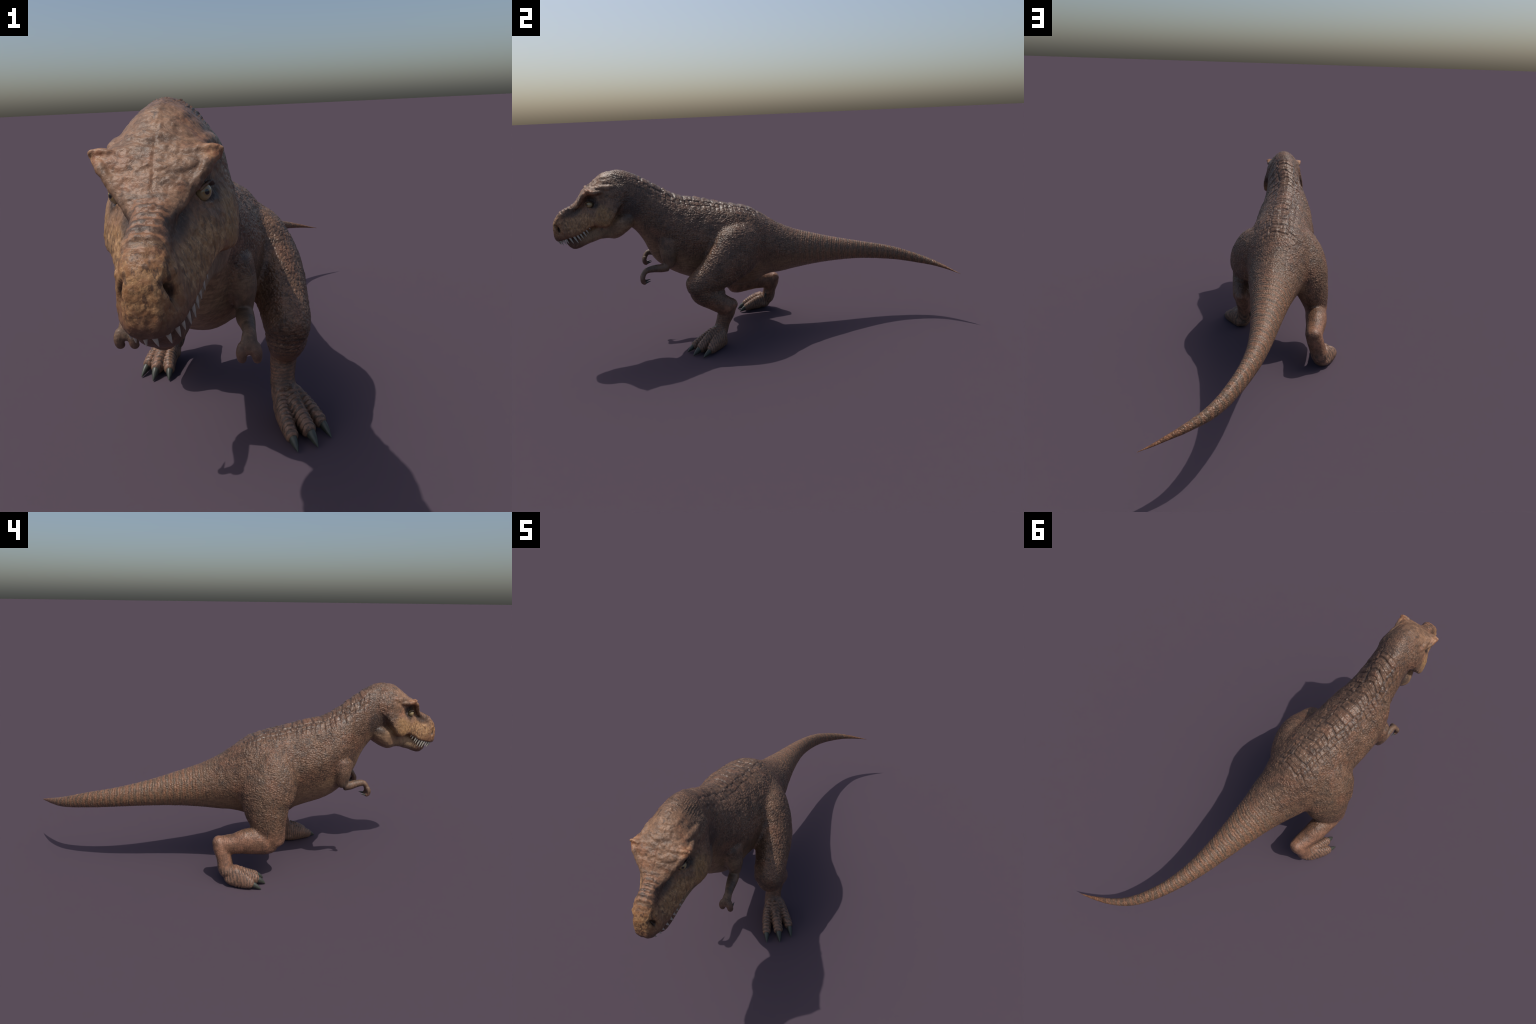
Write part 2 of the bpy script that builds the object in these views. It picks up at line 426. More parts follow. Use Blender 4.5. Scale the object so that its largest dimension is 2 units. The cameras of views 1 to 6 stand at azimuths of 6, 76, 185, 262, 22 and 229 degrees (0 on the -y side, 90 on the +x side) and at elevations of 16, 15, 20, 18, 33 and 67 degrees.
hfrac = (co[:, 2] - zbot) / (ztop - zbot)
wob = fbm(co, 14, 2)
wob2 = fbm(co, 40, 2, 5.)

# plates along the back: rows of squarish raised scutes, jittered column by column
ROW = .0465
def groove(d, w): return np.exp(-(d/w)**2)
alx = np.abs(lx + .0025*np.sin(co[:, 1]*61))
brk = np.clip(.62 + 1.1*wob, .15, 1)
yrow = co[:, 1] - .10*alx + .0035*np.sin(lx*70 + co[:, 1]*23)
outcol = alx > .043
yrow = yrow + np.where(outcol, np.where(lx > 0, .017, -.012), 0)
drow = (np.mod(yrow / ROW, 1) - .5) * ROW
half = (np.mod(yrow / ROW + .5, 1) - .5) * ROW
span = smoothstep(-.635, -.60, co[:, 1]) * smoothstep(.03, -.03, co[:, 1]) * smoothstep(.66, .80, hfrac)
inner = smoothstep(.050, .045, alx); outer = smoothstep(.100, .070, alx)
back = span * outer
plate = -.0048*groove(drow, .0040)*(.5*outer + .5*inner) - (.0042*groove(alx - .043, .0040) + .0030*groove(alx - .067, .0034))*brk - .0016*groove(alx - .003, .003) - .0028*groove(half, .0032)*(1 - inner)
plate = np.maximum(plate, -.0056) + .0014*inner + .0022*(drow/ROW)
disp += back * isl['trunk'] * (plate + .0014*wob2)

# pebbled hide: small raised cells on flanks and thighs
flank = (isl['trunk'] | isl['hindlimb.L'] | isl['hindlimb.R'])
cell = np.minimum(cells((co + .003*np.stack([wob, wob2, -wob], 1)) * np.array([95., 72., 95.])), .35)
rough = smoothstep(.30, .60, hfrac) * smoothstep(.55, .05, co[:, 1]) * smoothstep(-.66, -.58, co[:, 1])
leg = (isl['hindlimb.L'] | isl['hindlimb.R'])
rough = np.where(leg, .8*smoothstep(.16, .30, co[:, 2]), rough)
amp = .0021*rough * (1 - .75*back) * np.clip(.75 + .7*wob, .25, 1.2) + .0003
amp = amp * smoothstep(.98, .6, co[:, 1])
disp += np.where(flank, amp*(cell/.35 - .55), 0)
fold = gnoise(co*np.array([22., 60., 14.])) 
disp += np.where(flank, (.0016*wob2 + .0014*fold)*np.maximum(rough, .3), 0)

# rings round the tail
tail = isl['trunk'] * smoothstep(.05, .25, co[:, 1])
along = co[:, 1] + .45*np.clip(co[:, 0], 0, 1)
disp += tail * smoothstep(.95, .6, co[:, 1]) * .0007 * np.sin(along*2*np.pi/.0125 + 2.2*wob)

# head: wrinkled forehead plate, crown, snout lumps
hd = isl['head'].astype(float)
fore = hd * smoothstep(-.155, -.125, H[:, 1]) * smoothstep(-.02, -.06, H[:, 1]) * smoothstep(.085, .06, np.abs(H[:, 0])) * smoothstep(.72, .76, H[:, 2])
wr = np.sin((H[:, 1] - .10*np.abs(H[:, 0]))*2*np.pi/.0185 + 4.2*wob + 2.4*wob2)
disp += fore * (.0013*wr*np.clip(.6 + wob, .1, 1) - .0014*groove(H[:, 0] + .003*wob2, .0025))
disp += hd * .0016 * fbm(co, 75, 2, 9.) + isl['jaw'] * .0009 * fbm(co, 60, 2, 3.)
# long folds of the neck and skull roof
crown = hd * smoothstep(-.03, .01, H[:, 1])
disp += crown * .0016*gnoise(H*np.array([75., 22., 40.]))
big = (isl['trunk'] | isl['hindlimb.L'] | isl['hindlimb.R']) * smoothstep(.95, .7, co[:, 1])
co = co + nrm * (disp - .0014*big)[:, None]

# nostrils, eye sockets
H = to_head(co)
for sx in (1, -1):
    d = H - np.array([sx*.037, -.228, .637])
    u = d[:, 2]*.93 - d[:, 1]*.35      # along the slit
    w = d[:, 2]*.35 + d[:, 1]*.93
    m = np.exp(-(u/.019)**2 - (w/.0060)**2) * (np.abs(d[:, 0]) < .03) * isl['head']
    H[:, 0] -= sx * .016 * m
    H[:, 1] += .006 * m
    d = H - np.array([sx*.074, -.076, .742])
    r = np.sqrt((d[:, 1]/1.15)**2 + d[:, 2]**2)
    side = (np.sign(H[:, 0]) == sx) & isl['head'] & (np.abs(d[:, 0]) < .03)
    H[:, 0] -= sx * side * (.008*np.exp(-(r/.0135)**4) - .003*np.exp(-((r - .017)/.004)**2))
co = to_world(H)
body_feet = isl['foot.L'] | isl['foot.R'] | leg
co[:, 2] = np.where(body_feet, np.maximum(co[:, 2], .0), co[:, 2])
nrm = normals(co)

# ------------------------------------------------------------------ materials
class Nodes:
    """Thin wrapper that keeps node graphs readable."""
    def __init__(self, name):
        self.mat = bpy.data.materials.new(name); self.mat.use_nodes = True
        self.t = self.mat.node_tree; self.t.nodes.clear()
        self.out = self.t.nodes.new('ShaderNodeOutputMaterial')
        self.bsdf = self.t.nodes.new('ShaderNodeBsdfPrincipled')
        self.t.links.new(self.bsdf.outputs[0], self.out.inputs[0])
        self.co = self.t.nodes.new('ShaderNodeTexCoord').outputs['Object']
    def put(self, sock, v):
        if v is None: return
        if hasattr(v, 'is_output') or isinstance(v, bpy.types.NodeSocket): self.t.links.new(v, sock)
        else:
            if sock.type == 'RGBA' and len(v) == 3: v = (*v, 1)
            sock.default_value = v
    def math(self, op, a, b=None, c=None, clamp=False):
        n = self.t.nodes.new('ShaderNodeMath'); n.operation = op; n.use_clamp = clamp
        for i, v in enumerate((a, b, c)):
            if v is not None: self.put(n.inputs[i], v)
        return n.outputs[0]
    def add(self, a, b): return self.math('ADD', a, b)
    def sub(self, a, b): return self.math('SUBTRACT', a, b)
    def mul(self, a, b): return self.math('MULTIPLY', a, b)
    def step(self, lo, hi, x):
        n = self.t.nodes.new('ShaderNodeMapRange'); n.interpolation_type = 'SMOOTHSTEP'
        self.put(n.inputs[0], x); n.inputs[1].default_value = lo; n.inputs[2].default_value = hi
        if lo > hi:
            n.inputs[1].default_value = hi; n.inputs[2].default_value = lo
            n.inputs[3].default_value = 1; n.inputs[4].default_value = 0
        return n.outputs[0]
    def xyz(self, v=None):
        n = self.t.nodes.new('ShaderNodeSeparateXYZ'); self.put(n.inputs[0], v or self.co); return n.outputs
    def vec(self, x, y, z):
        n = self.t.nodes.new('ShaderNodeCombineXYZ')
        for i, v in enumerate((x, y, z)): self.put(n.inputs[i], v)
        return n.outputs[0]
    def map(self, scale=(1, 1, 1), loc=(0, 0, 0), rot=(0, 0, 0), src=None):
        n = self.t.nodes.new('ShaderNodeMapping'); self.put(n.inputs[0], src or self.co)
        n.inputs[1].default_value = loc; n.inputs[2].default_value = rot; n.inputs[3].default_value = scale
        return n.outputs[0]
    def noise(self, scale, detail=3, rough=.55, src=None, dist=0):
        n = self.t.nodes.new('ShaderNodeTexNoise'); self.put(n.inputs['Vector'], src or self.co)
        n.inputs['Scale'].default_value = scale; n.inputs['Detail'].default_value = detail
        n.inputs['Roughness'].default_value = rough; n.inputs['Distortion'].default_value = dist
        return n.outputs[0]
    def voronoi(self, scale, feature='F1', src=None, out=0, rand=1):
        n = self.t.nodes.new('ShaderNodeTexVoronoi'); n.feature = feature
        self.put(n.inputs['Vector'], src or self.co); n.inputs['Scale'].default_value = scale
        n.inputs['Randomness'].default_value = rand
        return n.outputs[out]
    def mix(self, f, a, b, mode='MIX'):
        n = self.t.nodes.new('ShaderNodeMix'); n.data_type = 'RGBA'; n.blend_type = mode
        self.put(n.inputs[0], f); self.put(n.inputs[6], a); self.put(n.inputs[7], b); return n.outputs[2]
    def bump(self, h, strength, dist, base=None):
        n = self.t.nodes.new('ShaderNodeBump'); n.inputs['Strength'].default_value = strength
        n.inputs['Distance'].default_value = dist; self.put(n.inputs['Height'], h)
        if base: self.put(n.inputs['Normal'], base)
        return n.outputs[0]
    def set(self, **k):
        for key, v in k.items(): self.put(self.bsdf.inputs[key.replace('_', ' ')], v)
        return self.mat

def curve_of(N, x, lo, hi, pts):
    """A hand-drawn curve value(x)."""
    n = N.t.nodes.new('ShaderNodeFloatCurve')
    c = n.mapping.curves[0]
    n.mapping.use_clip = False
    while len(c.points) < len(pts): c.points.new(.5, .5)
    for p, (a, b) in zip(c.points, pts): p.location = ((a - lo)/(hi - lo), b); p.handle_type = 'AUTO'
    n.mapping.update()
    N.put(n.inputs['Value'], N.math('DIVIDE', N.sub(x, lo), hi - lo))
    return n.outputs[0]

def skin_material():
    N = Nodes('scaly_hide')
    x, y, z = N.xyz()
    ax = N.math('ABSOLUTE', N.add(x, .004))
    n_big = N.noise(7, 3); n_mid = N.noise(24, 4); n_fine = N.noise(85, 4); n_grain = N.noise(330, 2)
    n_alt = N.noise(15, 4, src=N.map(loc=(3.1, 1.7, 2.3)))
    # --- scales: irregular cells, drawn out along the body
    warp = N.t.nodes.new('ShaderNodeVectorMath'); warp.operation = 'MULTIPLY_ADD'
    nz = N.t.nodes.new('ShaderNodeTexNoise'); N.put(nz.inputs['Vector'], N.co); nz.inputs['Scale'].default_value = 40
    N.t.links.new(nz.outputs[1], warp.inputs[0]); warp.inputs[1].default_value = (.012, .012, .012); N.t.links.new(N.co, warp.inputs[2])
    w = warp.outputs[0]
    edge = N.voronoi(1, 'DISTANCE_TO_EDGE', src=N.map(scale=(120, 88, 120), src=w))
    edge2 = N.voronoi(1, 'DISTANCE_TO_EDGE', src=N.map(scale=(250, 200, 250), src=w))
    tint = N.voronoi(1, 'F1', src=N.map(scale=(120, 88, 120), src=w), out=1)
    tr_, tg_, tb_ = N.xyz(tint)
    seam = N.step(.16, .02, edge); seam2 = N.step(.18, .03, edge2)
    # --- body base
    col = N.mix(N.step(.36, .64, n_mid), (.098, .060, .041), (.175, .104, .067))
    col = N.mix(N.mul(N.step(.48, .66, n_alt), .55), col, (.220, .108, .066))
    col = N.mix(N.mul(N.step(.50, .64, n_big), .35), col, (.125, .096, .068))
    col = N.mix(N.mul(N.step(.45, .9, tr_), .30), col, (.245, .150, .100))
    blotch = N.step(.56, .68, N.noise(34, 5, .65, src=N.map(loc=(7, 2, 5))))
    col = N.mix(N.mul(blotch, .55), col, (.035, .032, .032))
    # --- tail bands
    along = N.add(N.add(y, N.mul(N.math('MAXIMUM', x, 0), .55)), N.mul(N.sub(n_mid, .5), .035))
    band = N.math('SINE', N.add(N.mul(along, 2*math.pi/.030), N.mul(N.sub(n_alt, .5), 7)))
    band2 = N.math('SINE', N.add(N.mul(along, 2*math.pi/.0125), N.mul(n_alt, 8)))
    tail = N.step(.06, .30, y)
    tcol = N.mix(N.step(-.5, .7, N.add(band, N.mul(N.sub(n_fine, .5), 2.2))), (.255, .130, .074), (.142, .100, .068))
    tcol = N.mix(N.mul(N.step(.2, .9, band2), .45), tcol, (.280, .185, .118))
    col = N.mix(N.mul(tail, .80), col, tcol)
    tip = N.step(.90, .965, y)
    col = N.mix(N.mul(tip, .85), col, (.235, .105, .048))
    # --- pale belly
    thr = curve_of(N, y, -.7, 1.0, [(-.7, .67), (-.63, .645), (-.58, .56), (-.52, .480), (-.44, .452), (-.30, .405), (-.10, .372), (.10, .372), (.30, .366), (.5, .348), (.7, .312), (.9, .274), (1.0, .245)])
    belly = N.mul(N.step(.045, -.020, N.add(N.sub(z, thr), N.mul(N.sub(n_mid, .5), .10))), N.step(.168, .132, ax))
    belly = N.mul(belly, N.step(.45, -.05, N.mul(y, .5)))
    streak = N.noise(1, 4, src=N.map(scale=(30, 30, 160)))
    bcol = N.mix(N.step(.35, .65, streak), (.200, .128, .076), (.320, .215, .130))
    col = N.mix(N.mul(belly, .85), col, bcol)
    # --- legs: warm shins, banded feet
    out_leg = N.mul(N.step(.085, .125, ax), N.step(-.485, -.455, y))
    shin = N.mul(N.mul(out_leg, N.step(.275, .215, N.add(z, N.mul(N.sub(n_mid, .5), .05)))), N.step(.25, .2, y))
    scol = N.mix(N.step(.38, .62, n_mid), (.160, .090, .060), (.280, .150, .098))
    scol = N.mix(N.mul(blotch, .6), scol, (.065, .050, .044))
    scol = N.mix(N.mul(N.step(.5, .62, n_fine), .35), scol, (.110, .070, .054))
    col = N.mix(N.mul(shin, .85), col, scol)
    knee = N.mul(N.mul(N.step(.36, .30, z), N.step(.22, .26, z)), N.mul(N.step(-.33, -.36, y), out_leg))
    wav = N.math('SINE', N.add(N.mul(z, 2*math.pi/.014), N.mul(n_alt, 9)))
    col = N.mix(N.mul(N.mul(knee, N.step(-.2, .6, wav)), .55), col, (.045, .042, .042))
    shank = N.mul(N.mul(N.step(.20, .15, z), N.step(.055, .09, z)), N.mul(out_leg, N.step(-.225, -.25, y)))
    col = N.mix(N.mul(N.mul(shank, N.step(-.4, .5, N.math('SINE', N.add(N.mul(z, 2*math.pi/.0095), N.mul(n_mid, 14))))), .55), col, (.060, .052, .048))
    foot = N.mul(N.step(.105, .075, z), out_leg)
    toe_w = N.math('SINE', N.add(N.mul(N.sub(y, N.mul(x, .25)), 2*math.pi/.0125), N.mul(n_mid, 11)))
    fcol = N.mix(N.step(-.1, .6, N.add(toe_w, N.mul(N.sub(n_fine, .5), 5.0))), (.230, .142, .102), (.080, .064, .054))
    fcol = N.mix(N.mul(N.step(.040, .012, z), .8), fcol, (.140, .090, .066))
    col = N.mix(N.mul(foot, .80), col, fcol)
    # --- forelimbs
    arm = N.mul(N.mul(N.step(.515, .44, z), N.step(-.44, -.478, y)), N.step(.070, .098, ax))
    acol = N.mix(N.step(.40, .62, n_mid), (.078, .058, .045), (.150, .096, .066))
    acol = N.mix(N.mul(N.step(.408, .375, z), .8), acol, (.150, .082, .060))
    col = N.mix(N.mul(arm, .9), col, acol)
    # --- head, in its own yawed frame
    lo = -np.array([CY*PIV[0] + SY*PIV[1], -SY*PIV[0] + CY*PIV[1]])
    hx, hy, hz = N.xyz(N.map(rot=(0, 0, -YAW), loc=(lo[0], lo[1], 0)))
    ah = N.math('ABSOLUTE', hx)
    head = N.step(.060, -.02, N.add(hy, N.mul(N.sub(n_mid, .5), .05)))
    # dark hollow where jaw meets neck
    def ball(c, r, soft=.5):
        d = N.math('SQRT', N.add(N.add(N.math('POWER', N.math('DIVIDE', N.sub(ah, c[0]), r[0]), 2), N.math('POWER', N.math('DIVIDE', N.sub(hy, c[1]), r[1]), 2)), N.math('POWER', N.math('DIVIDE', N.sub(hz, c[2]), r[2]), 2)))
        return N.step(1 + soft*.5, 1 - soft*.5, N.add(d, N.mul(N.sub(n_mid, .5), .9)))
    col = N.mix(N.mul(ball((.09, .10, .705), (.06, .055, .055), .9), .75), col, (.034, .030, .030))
    hcol = N.mix(N.step(.36, .62, n_mid), (.150, .090, .056), (.265, .160, .098))
    hcol = N.mix(N.mul(N.step(.50, .64, n_alt), .6), hcol, (.270, .125, .066))
    hcol = N.mix(N.mul(blotch, .72), hcol, (.046, .034, .029))
    spots = N.step(.52, .62, N.noise(1, 4, .65, src=N.map(scale=(130, 130, 60))))
    pale = N.mix(N.step(.40, .62, n_fine), (.270, .155, .074), (.460, .290, .148))
    pale = N.mix(N.mul(spots, .65), pale, (.090, .060, .042))
    maxilla = ball((.075, -.130, .650), (.050, .085, .062), .5)
    cheek = ball((.105, -.015, .680), (.050, .055, .050), .5)
    hcol = N.mix(maxilla, hcol, pale)
    hcol = N.mix(cheek, hcol, N.mix(.35, pale, (.30, .185, .075)))
    streaks = N.step(.52, .66, N.noise(1, 4, .65, src=N.map(scale=(75, 75, 26), loc=(4, 4, 1))))
    hcol = N.mix(N.mul(streaks, .50), hcol, (.085, .056, .040))
    # lips and snout tip
    tipc = N.mix(N.step(.42, .60, n_fine), (.255, .130, .056), (.430, .255, .120))
    tipc = N.mix(N.mul(spots, .75), tipc, (.065, .040, .028))
    snout = N.step(-.195, -.225, hy)
    hcol = N.mix(N.mul(snout, .9), hcol, tipc)
    lip = N.mul(N.step(.640, .600, N.add(hz, N.mul(N.sub(n_fine, .5), .03))), N.step(-.08, -.11, hy))
    hcol = N.mix(N.mul(lip, .6), hcol, (.170, .082, .045))
    # nose ridge, rust and soot across
    ridge = N.mul(N.step(.036, .022, N.add(ah, N.mul(N.sub(n_mid, .5), .03))), N.mul(N.step(.672, .70, hz), N.step(-.125, -.150, hy)))
    rb = N.math('SINE', N.add(N.mul(hy, 2*math.pi/.0150), N.add(N.mul(n_fine, 9), N.mul(n_mid, 6))))
    rcol = N.mix(N.step(-.3, .6, rb), (.060, .036, .028), (.230, .112, .062))
    hcol = N.mix(N.mul(ridge, .62), hcol, rcol)
    valley = ball((.036, -.150, .706), (.016, .050, .022), .9)
    hcol = N.mix(N.mul(valley, .75), hcol, (.040, .029, .025))
    # brow edge and horns
    horn = ball((.092, -.082, .803), (.022, .026, .018), .7)
    hcol = N.mix(N.mul(horn, .8), hcol, N.mix(N.step(.4, .6, n_fine), (.230, .095, .045), (.420, .240, .130)))
    # dark eye socket
    eye = ball((.070, -.066, .750), (.034, .026, .030), .7)
    hcol = N.mix(N.mul(eye, .88), hcol, (.022, .017, .015))
    # lower jaw
    jaw = N.mul(N.mul(N.step(.640, .600, hz), N.step(.088, .076, ah)), N.step(-.17, -.10, hy))
    jcol = N.mix(N.step(.35, .65, n_mid), (.175, .124, .078), (.280, .208, .130))
    hcol = N.mix(N.mul(jaw, .85), hcol, jcol)
    mouth = N.mul(N.mul(N.step(.612, .585, hz), N.step(-.11, -.15, hy)), N.step(.046, .040, ah))
    hcol = N.mix(N.mul(mouth, .8), hcol, (.085, .048, .036))
    nostril = ball((.024, -.222, .637), (.014, .008, .020), .6)  # shade inside the carved nostril, painted into the skin colour
    hcol = N.mix(N.mul(nostril, .85), hcol, (.018, .012, .010))
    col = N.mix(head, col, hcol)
    # --- seams between the scales are coloured darker; weaker on belly and head
    soft = N.math('MAXIMUM', N.math('MAXIMUM', belly, head), N.math('MAXIMUM', N.mul(shin, .8), arm))
    hard = N.sub(1, N.mul(soft, .85))
    col = N.mix(N.mul(N.mul(seam, hard), .40), col, (.034, .027, .023))
    col = N.mix(N.mul(seam2, N.mul(N.step(.4, .6, n_fine), .22)), col, (.040, .031, .027))
    col = N.mix(N.mul(N.step(.60, .75, n_grain), .35), col, (.32, .215, .145))
    wr = N.noise(1, 3, .6, src=N.map(scale=(70, 200, 55), src=w))
    col = N.mix(N.mul(N.mul(N.step(.49, .36, wr), N.sub(1, N.mul(soft, .5))), .55), col, (.036, .026, .021))
    col = N.mix(N.mul(N.step(.55, .70, wr), .35), col, (.285, .175, .115))
    # darker lines along the joints between the back plates
    cxy = N.sub(curve_of(N, y, -.72, .10, [(-.72, .531), (-.64, .521), (-.60, .515), (-.545, .505), (-.48, .493), (-.35, .491), (-.20, .494), (.10, .498)]), .5)
    lat = N.sub(x, cxy)
    al = N.math('ABSOLUTE', N.add(lat, N.mul(N.math('SINE', N.mul(y, 61)), .0025)))
    yr = N.add(N.sub(y, N.mul(al, .10)), N.mul(N.math('SINE', N.add(N.mul(lat, 70), N.mul(y, 23))), .0035))
    off = N.mul(N.step(.0429, .0431, al), N.sub(N.mul(N.step(-.0001, .0001, lat), .029), .012))
    fr = N.math('FRACT', N.math('DIVIDE', N.add(yr, off), ROW))
    dr = N.math('ABSOLUTE', N.mul(N.sub(fr, .5), ROW))
    def line(d, w_): return N.step(w_, w_*.3, d)
    joint = N.math('MAXIMUM', N.mul(line(dr, .0052), N.step(.085, .06, al)), N.math('MAXIMUM', line(N.math('ABSOLUTE', N.sub(al, .043)), .005), N.mul(line(N.math('ABSOLUTE', N.sub(al, .067)), .004), .7)))
    dorsal = N.mul(N.mul(N.step(-.635, -.60, y), N.step(.03, -.03, y)), N.mul(N.step(.10, .07, al), N.step(.13, .085, N.sub(curve_of(N, y, -.72, .10, [(-.72, .885), (-.64, .872), (-.57, .833), (-.48, .776), (-.40, .736), (-.30, .717), (-.20, .687), (-.09, .660), (-.015, .623), (.10, .550)]), z))))
    col = N.mix(N.mul(N.mul(joint, dorsal), .48), col, (.034, .030, .030))
    # --- relief
    h1 = N.mul(N.step(0, .30, edge), N.mul(hard, N.sub(1, N.mul(dorsal, .7))))
    height = N.add(N.mul(h1, .55), N.add(N.mul(wr, 1.35), N.mul(n_fine, .55)))
    nb = N.bump(height, .68, .0020)
    rough = N.sub(N.add(.22, N.mul(n_fine, .36)), N.mul(dorsal, .06))
    rough = N.math('MAXIMUM', rough, N.mul(soft, .50))
    col = N.mix(1.0, col, (1.05, .955, .88), 'MULTIPLY')
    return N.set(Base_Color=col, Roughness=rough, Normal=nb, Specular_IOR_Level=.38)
SKIN = skin_material()
def simple(name, c, r, coat=0, grain=60):
    N = Nodes(name)
    n = N.noise(grain, 3)
    col = N.mix(N.step(.3, .7, n), tuple(k*.7 for k in c), c)
    return N.set(Base_Color=col, Roughness=r, Coat_Weight=coat, Normal=N.bump(n, .2, .002))
CLAW = simple('dark_horn', (.050, .054, .042), .45, grain=5)
TOOTH = simple('ivory', (.48, .44, .36), .32, grain=4)

def eye_material():
    N = Nodes('amber_eye')
    x, y, z = N.xyz()
    r = N.math('SQRT', N.add(N.mul(x, x), N.mul(y, y)))
    ang = N.noise(300, 3)
    col = N.mix(N.step(.0055, .0085, N.add(r, N.mul(N.sub(ang, .5), .003))), (.30, .19, .060), (.34, .25, .120))
    col = N.mix(N.step(.0052, .0046, r), col, (.20, .14, .08))
    col = N.mix(N.step(.0043, .0037, r), col, (.004, .004, .004))
    return N.set(Base_Color=col, Roughness=.15, Coat_Weight=.5)
EYE = eye_material()

# ------------------------------------------------------------------ objects
root = bpy.data.objects.new('tyrannosaurus', None)
root['label'] = 'brown scaly two-legged dinosaur striding with lowered head'
root['category'] = 'dinosaur'
bpy.context.scene.collection.objects.link(root)
def link(o, parent=root):
    bpy.context.scene.collection.objects.link(o); o.parent = parent
    return o

npoly = len(body.polygons)
loops = np.empty(npoly*4, np.int64)
lt = np.empty(npoly, np.int64); body.polygons.foreach_get('loop_total', lt)
nl = len(body.loops)
lv = np.empty(nl, np.int64); body.loops.foreach_get('vertex_index', lv)
ls = np.empty(npoly, np.int64); body.polygons.foreach_get('loop_start', ls)
cen = np.stack([np.add.reduceat(co[lv, k], ls) / lt for k in range(3)], 1)
fl = vl[lv[ls]]
region = np.empty(npoly, dtype=object)
names = {'head': 'head', 'jaw': 'lower_jaw', 'thigh.L': 'hindlimb', 'thigh.R': 'hindlimb ', 'shin.L': 'hindlimb', 'shin.R': 'hindlimb ', 'shank.L': 'hindlimb', 'shank.R': 'hindlimb ', 'foot.L': 'foot', 'foot.R': 'foot ',
         'forelimb.L': 'forelimb', 'forelimb.R': 'forelimb ', 'hand.L': 'hand', 'hand.R': 'hand '}
for i, l in enumerate(labels):
    if l == 'trunk':
        k = fl == i
        region[k & (cen[:, 1] < -.53)] = 'neck'
        region[k & (cen[:, 1] >= -.53) & (cen[:, 1] < .0)] = 'torso'
        region[k & (cen[:, 1] >= .0)] = 'tail'
    else:
        region[fl == i] = names[l]
PARTS = {}
for r in ('head', 'lower_jaw', 'neck', 'torso', 'tail', 'hindlimb', 'hindlimb ', 'foot', 'foot ', 'forelimb', 'forelimb ', 'hand', 'hand '):
    sel = np.where(region == r)[0]
    mask = np.zeros(npoly, bool); mask[sel] = True
    lm = np.repeat(mask, lt)
    used, inv = np.unique(lv[lm], return_inverse=True)
    m = bpy.data.meshes.new(r.strip())
    m.vertices.add(len(used)); m.vertices.foreach_set('co', co[used].ravel())
    m.loops.add(len(inv)); m.loops.foreach_set('vertex_index', inv.astype(np.int32))
    m.polygons.add(len(sel))
    tot = lt[sel]; start = np.concatenate([[0], np.cumsum(tot)[:-1]])
    m.polygons.foreach_set('loop_start', start.astype(np.int32))
    m.polygons.foreach_set('loop_total', tot.astype(np.int32))
    m.polygons.foreach_set('use_smooth', np.ones(len(sel), bool))
    m.update(calc_edges=True); m.validate()
    m.normals_split_custom_set_from_vertices(nrm[used].tolist())
    m.materials.append(SKIN)
    parent = root
    if r.startswith('foot'): parent = PARTS['hindlimb' + r[4:]]
    if r.startswith('hand'): parent = PARTS['forelimb' + r[4:]]
    if r == 'lower_jaw': parent = PARTS['head']
    PARTS[r] = link(bpy.data.objects.new(r.strip(), m), parent)
bpy.data.meshes.remove(body)

def horn_mesh(name, length, r, curve, squash=.8, n=14, a=16):
    """A curved tapering cone along +z that bends towards +y; used for claws and teeth."""
    bm = bmesh.new(); rings = []
    for i in range(n):
        t = i/(n - 1)
        rr = r * (1 - t**1.6) ** .9 + r*.03
        c = Vector((0, curve*t*t*length, t*length))
        rings.append([bm.verts.new(c + Vector((rr*squash*math.cos(p), rr*math.sin(p), 0))) for p in np.linspace(0, 2*math.pi, a, endpoint=False)])
    for i in range(n - 1):
        for k in range(a): bm.faces.new((rings[i][k], rings[i][(k+1) % a], rings[i+1][(k+1) % a], rings[i+1][k]))
    bm.faces.new(rings[0][::-1]); bm.faces.new(rings[-1])
    m = bpy.data.meshes.new(name); bm.to_mesh(m); bm.free()
    for p in m.polygons: p.use_smooth = True
    return m

def aim(o, base, tip, bend):
    zax = (Vector(tip) - Vector(base)); L = zax.length; zax.normalize()
    yax = (Vector(bend) - zax*Vector(bend).dot(zax)).normalized()
    xax = yax.cross(zax)
    o.matrix_world = Matrix.Translation(base) @ Matrix((xax, yax, zax)).transposed().to_4x4()
    return L

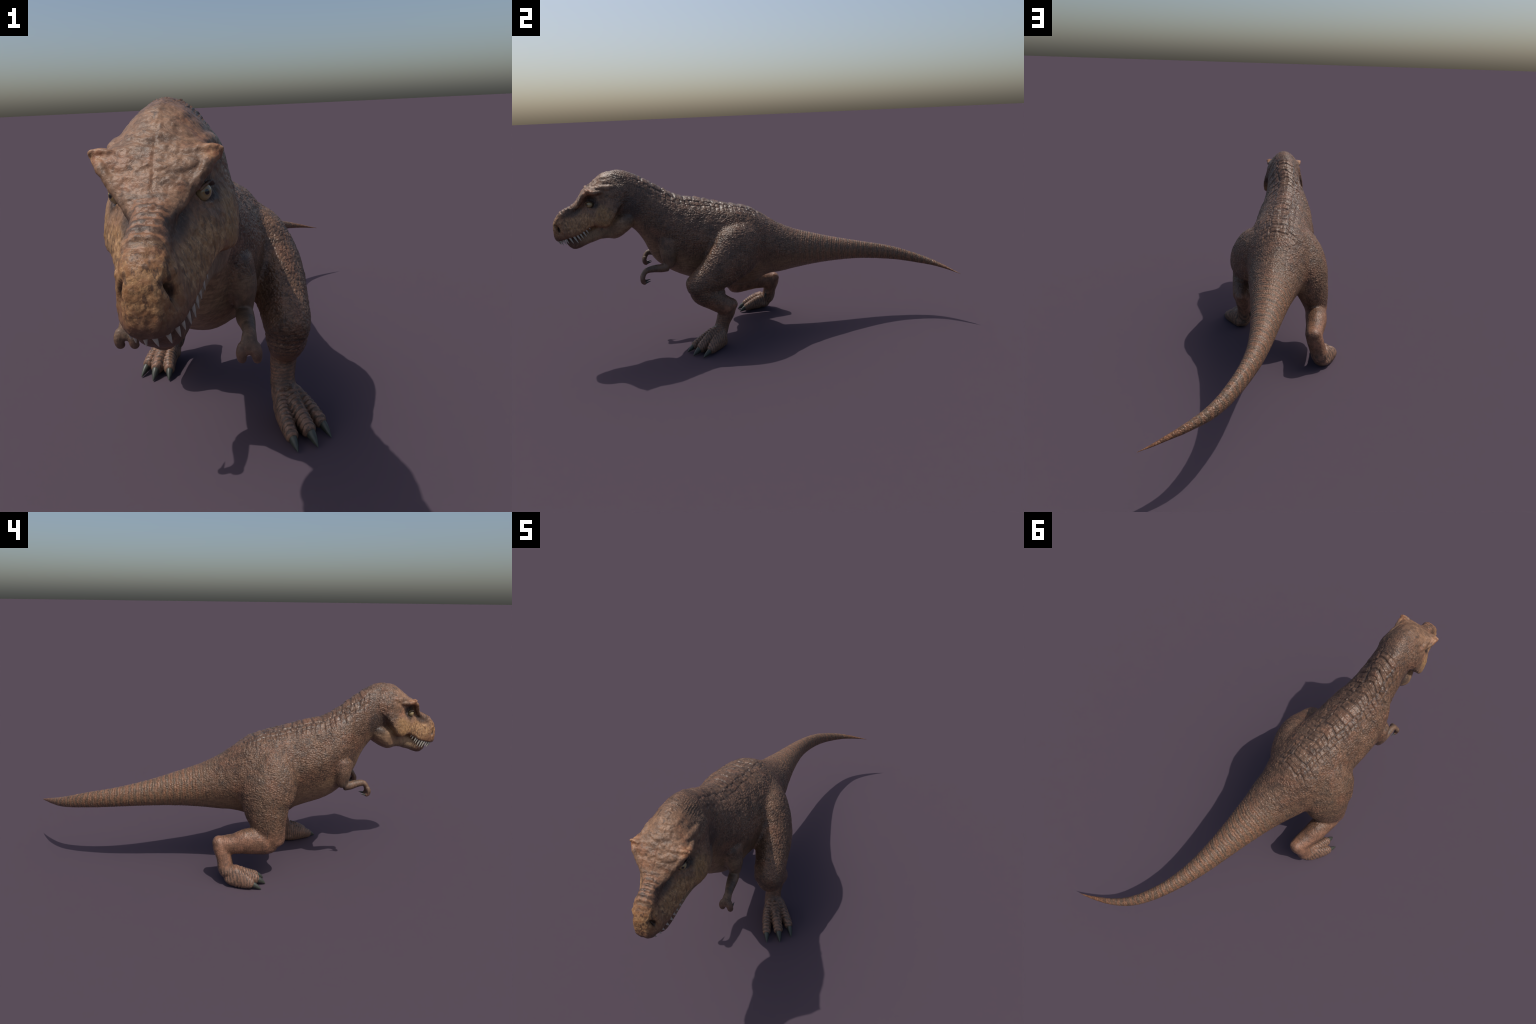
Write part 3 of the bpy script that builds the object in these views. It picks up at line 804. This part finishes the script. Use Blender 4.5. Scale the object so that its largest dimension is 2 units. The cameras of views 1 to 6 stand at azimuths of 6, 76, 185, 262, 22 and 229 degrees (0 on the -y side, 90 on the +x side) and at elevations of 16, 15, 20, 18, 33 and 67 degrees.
CL = horn_mesh('claw', 1, .36, -.12)
CL.materials.append(CLAW)
def claw(base, tip, direction, r, parent):
    o = bpy.data.objects.new('claw', CL)
    d = Vector(direction).normalized()
    b = Vector(base) - d*.006
    link(o, parent)
    L = aim(o, b, tip, (0, 0, 1))
    o.matrix_world = o.matrix_world @ Matrix.Diagonal((r*.84/.36, r*.84/.36, L, 1))
for i, (b, tip, d, r) in enumerate(TOES):
    left = b[0] > 0
    claw(b, tip, d, r, PARTS['foot' if left else 'foot '])
for b, tip, d, r in FINGERS:
    claw(b, tip, d, r, PARTS['hand' if b[0] > 0 else 'hand '])

# teeth: rooted under the upper lip
lip_y = np.array([-.242,-.228,-.215,-.19,-.162,-.14,-.115,-.09]); lip_x = np.array([.015,.028,.037,.045,.051,.057,.065,.073]); lip_z = np.array([.579,.581,.587,.596,.603,.613,.632,.650])
TM = horn_mesh('tooth', 1, .17, .06, .8)
TM.materials.append(TOOTH)
trng = random.Random(3)
ty = [-.241,-.232,-.220,-.206,-.190,-.174,-.158,-.144,-.130,-.117,-.104]
tl = [.034,.036,.042,.036,.048,.050,.046,.043,.039,.035,.030]
for sx in (1, -1):
    for k, y in enumerate(ty):
        y += trng.uniform(-.002, .002)
        L = tl[k]*trng.uniform(.9, 1.08)
        xx, zz = np.interp(y, lip_y, lip_x), np.interp(y, lip_y, lip_z)
        if k == 0: xx = .008
        b = to_world((sx*(xx - .003), y + .004, zz + .010))
        tip = to_world((sx*(xx + .001), y + .004 + .42*L, zz + .010 - L))
        o = link(bpy.data.objects.new('tooth', TM), PARTS['head'])
        aim(o, b, tip, (0, 1, 0))
        w = (.0042 + .0017*L/.044)/.17
        o.matrix_world = o.matrix_world @ Matrix.Diagonal((w, w, L, 1))

bm = bmesh.new(); bmesh.ops.create_uvsphere(bm, u_segments=40, v_segments=28, radius=.0145)
em = bpy.data.meshes.new('eye'); bm.to_mesh(em); bm.free()
for p in em.polygons: p.use_smooth = True
em.materials.append(EYE)
for sx in (1, -1):
    o = link(bpy.data.objects.new('eye', em), PARTS['head'])
    c = to_world((sx*.0640, -.078, .742))
    look = Vector(to_world((sx*.0625 + sx*.62, -.078 - .78, .742 + .05))) - Vector(c)
    aim(o, Vector(c), Vector(c) + look, (0, 0, 1))
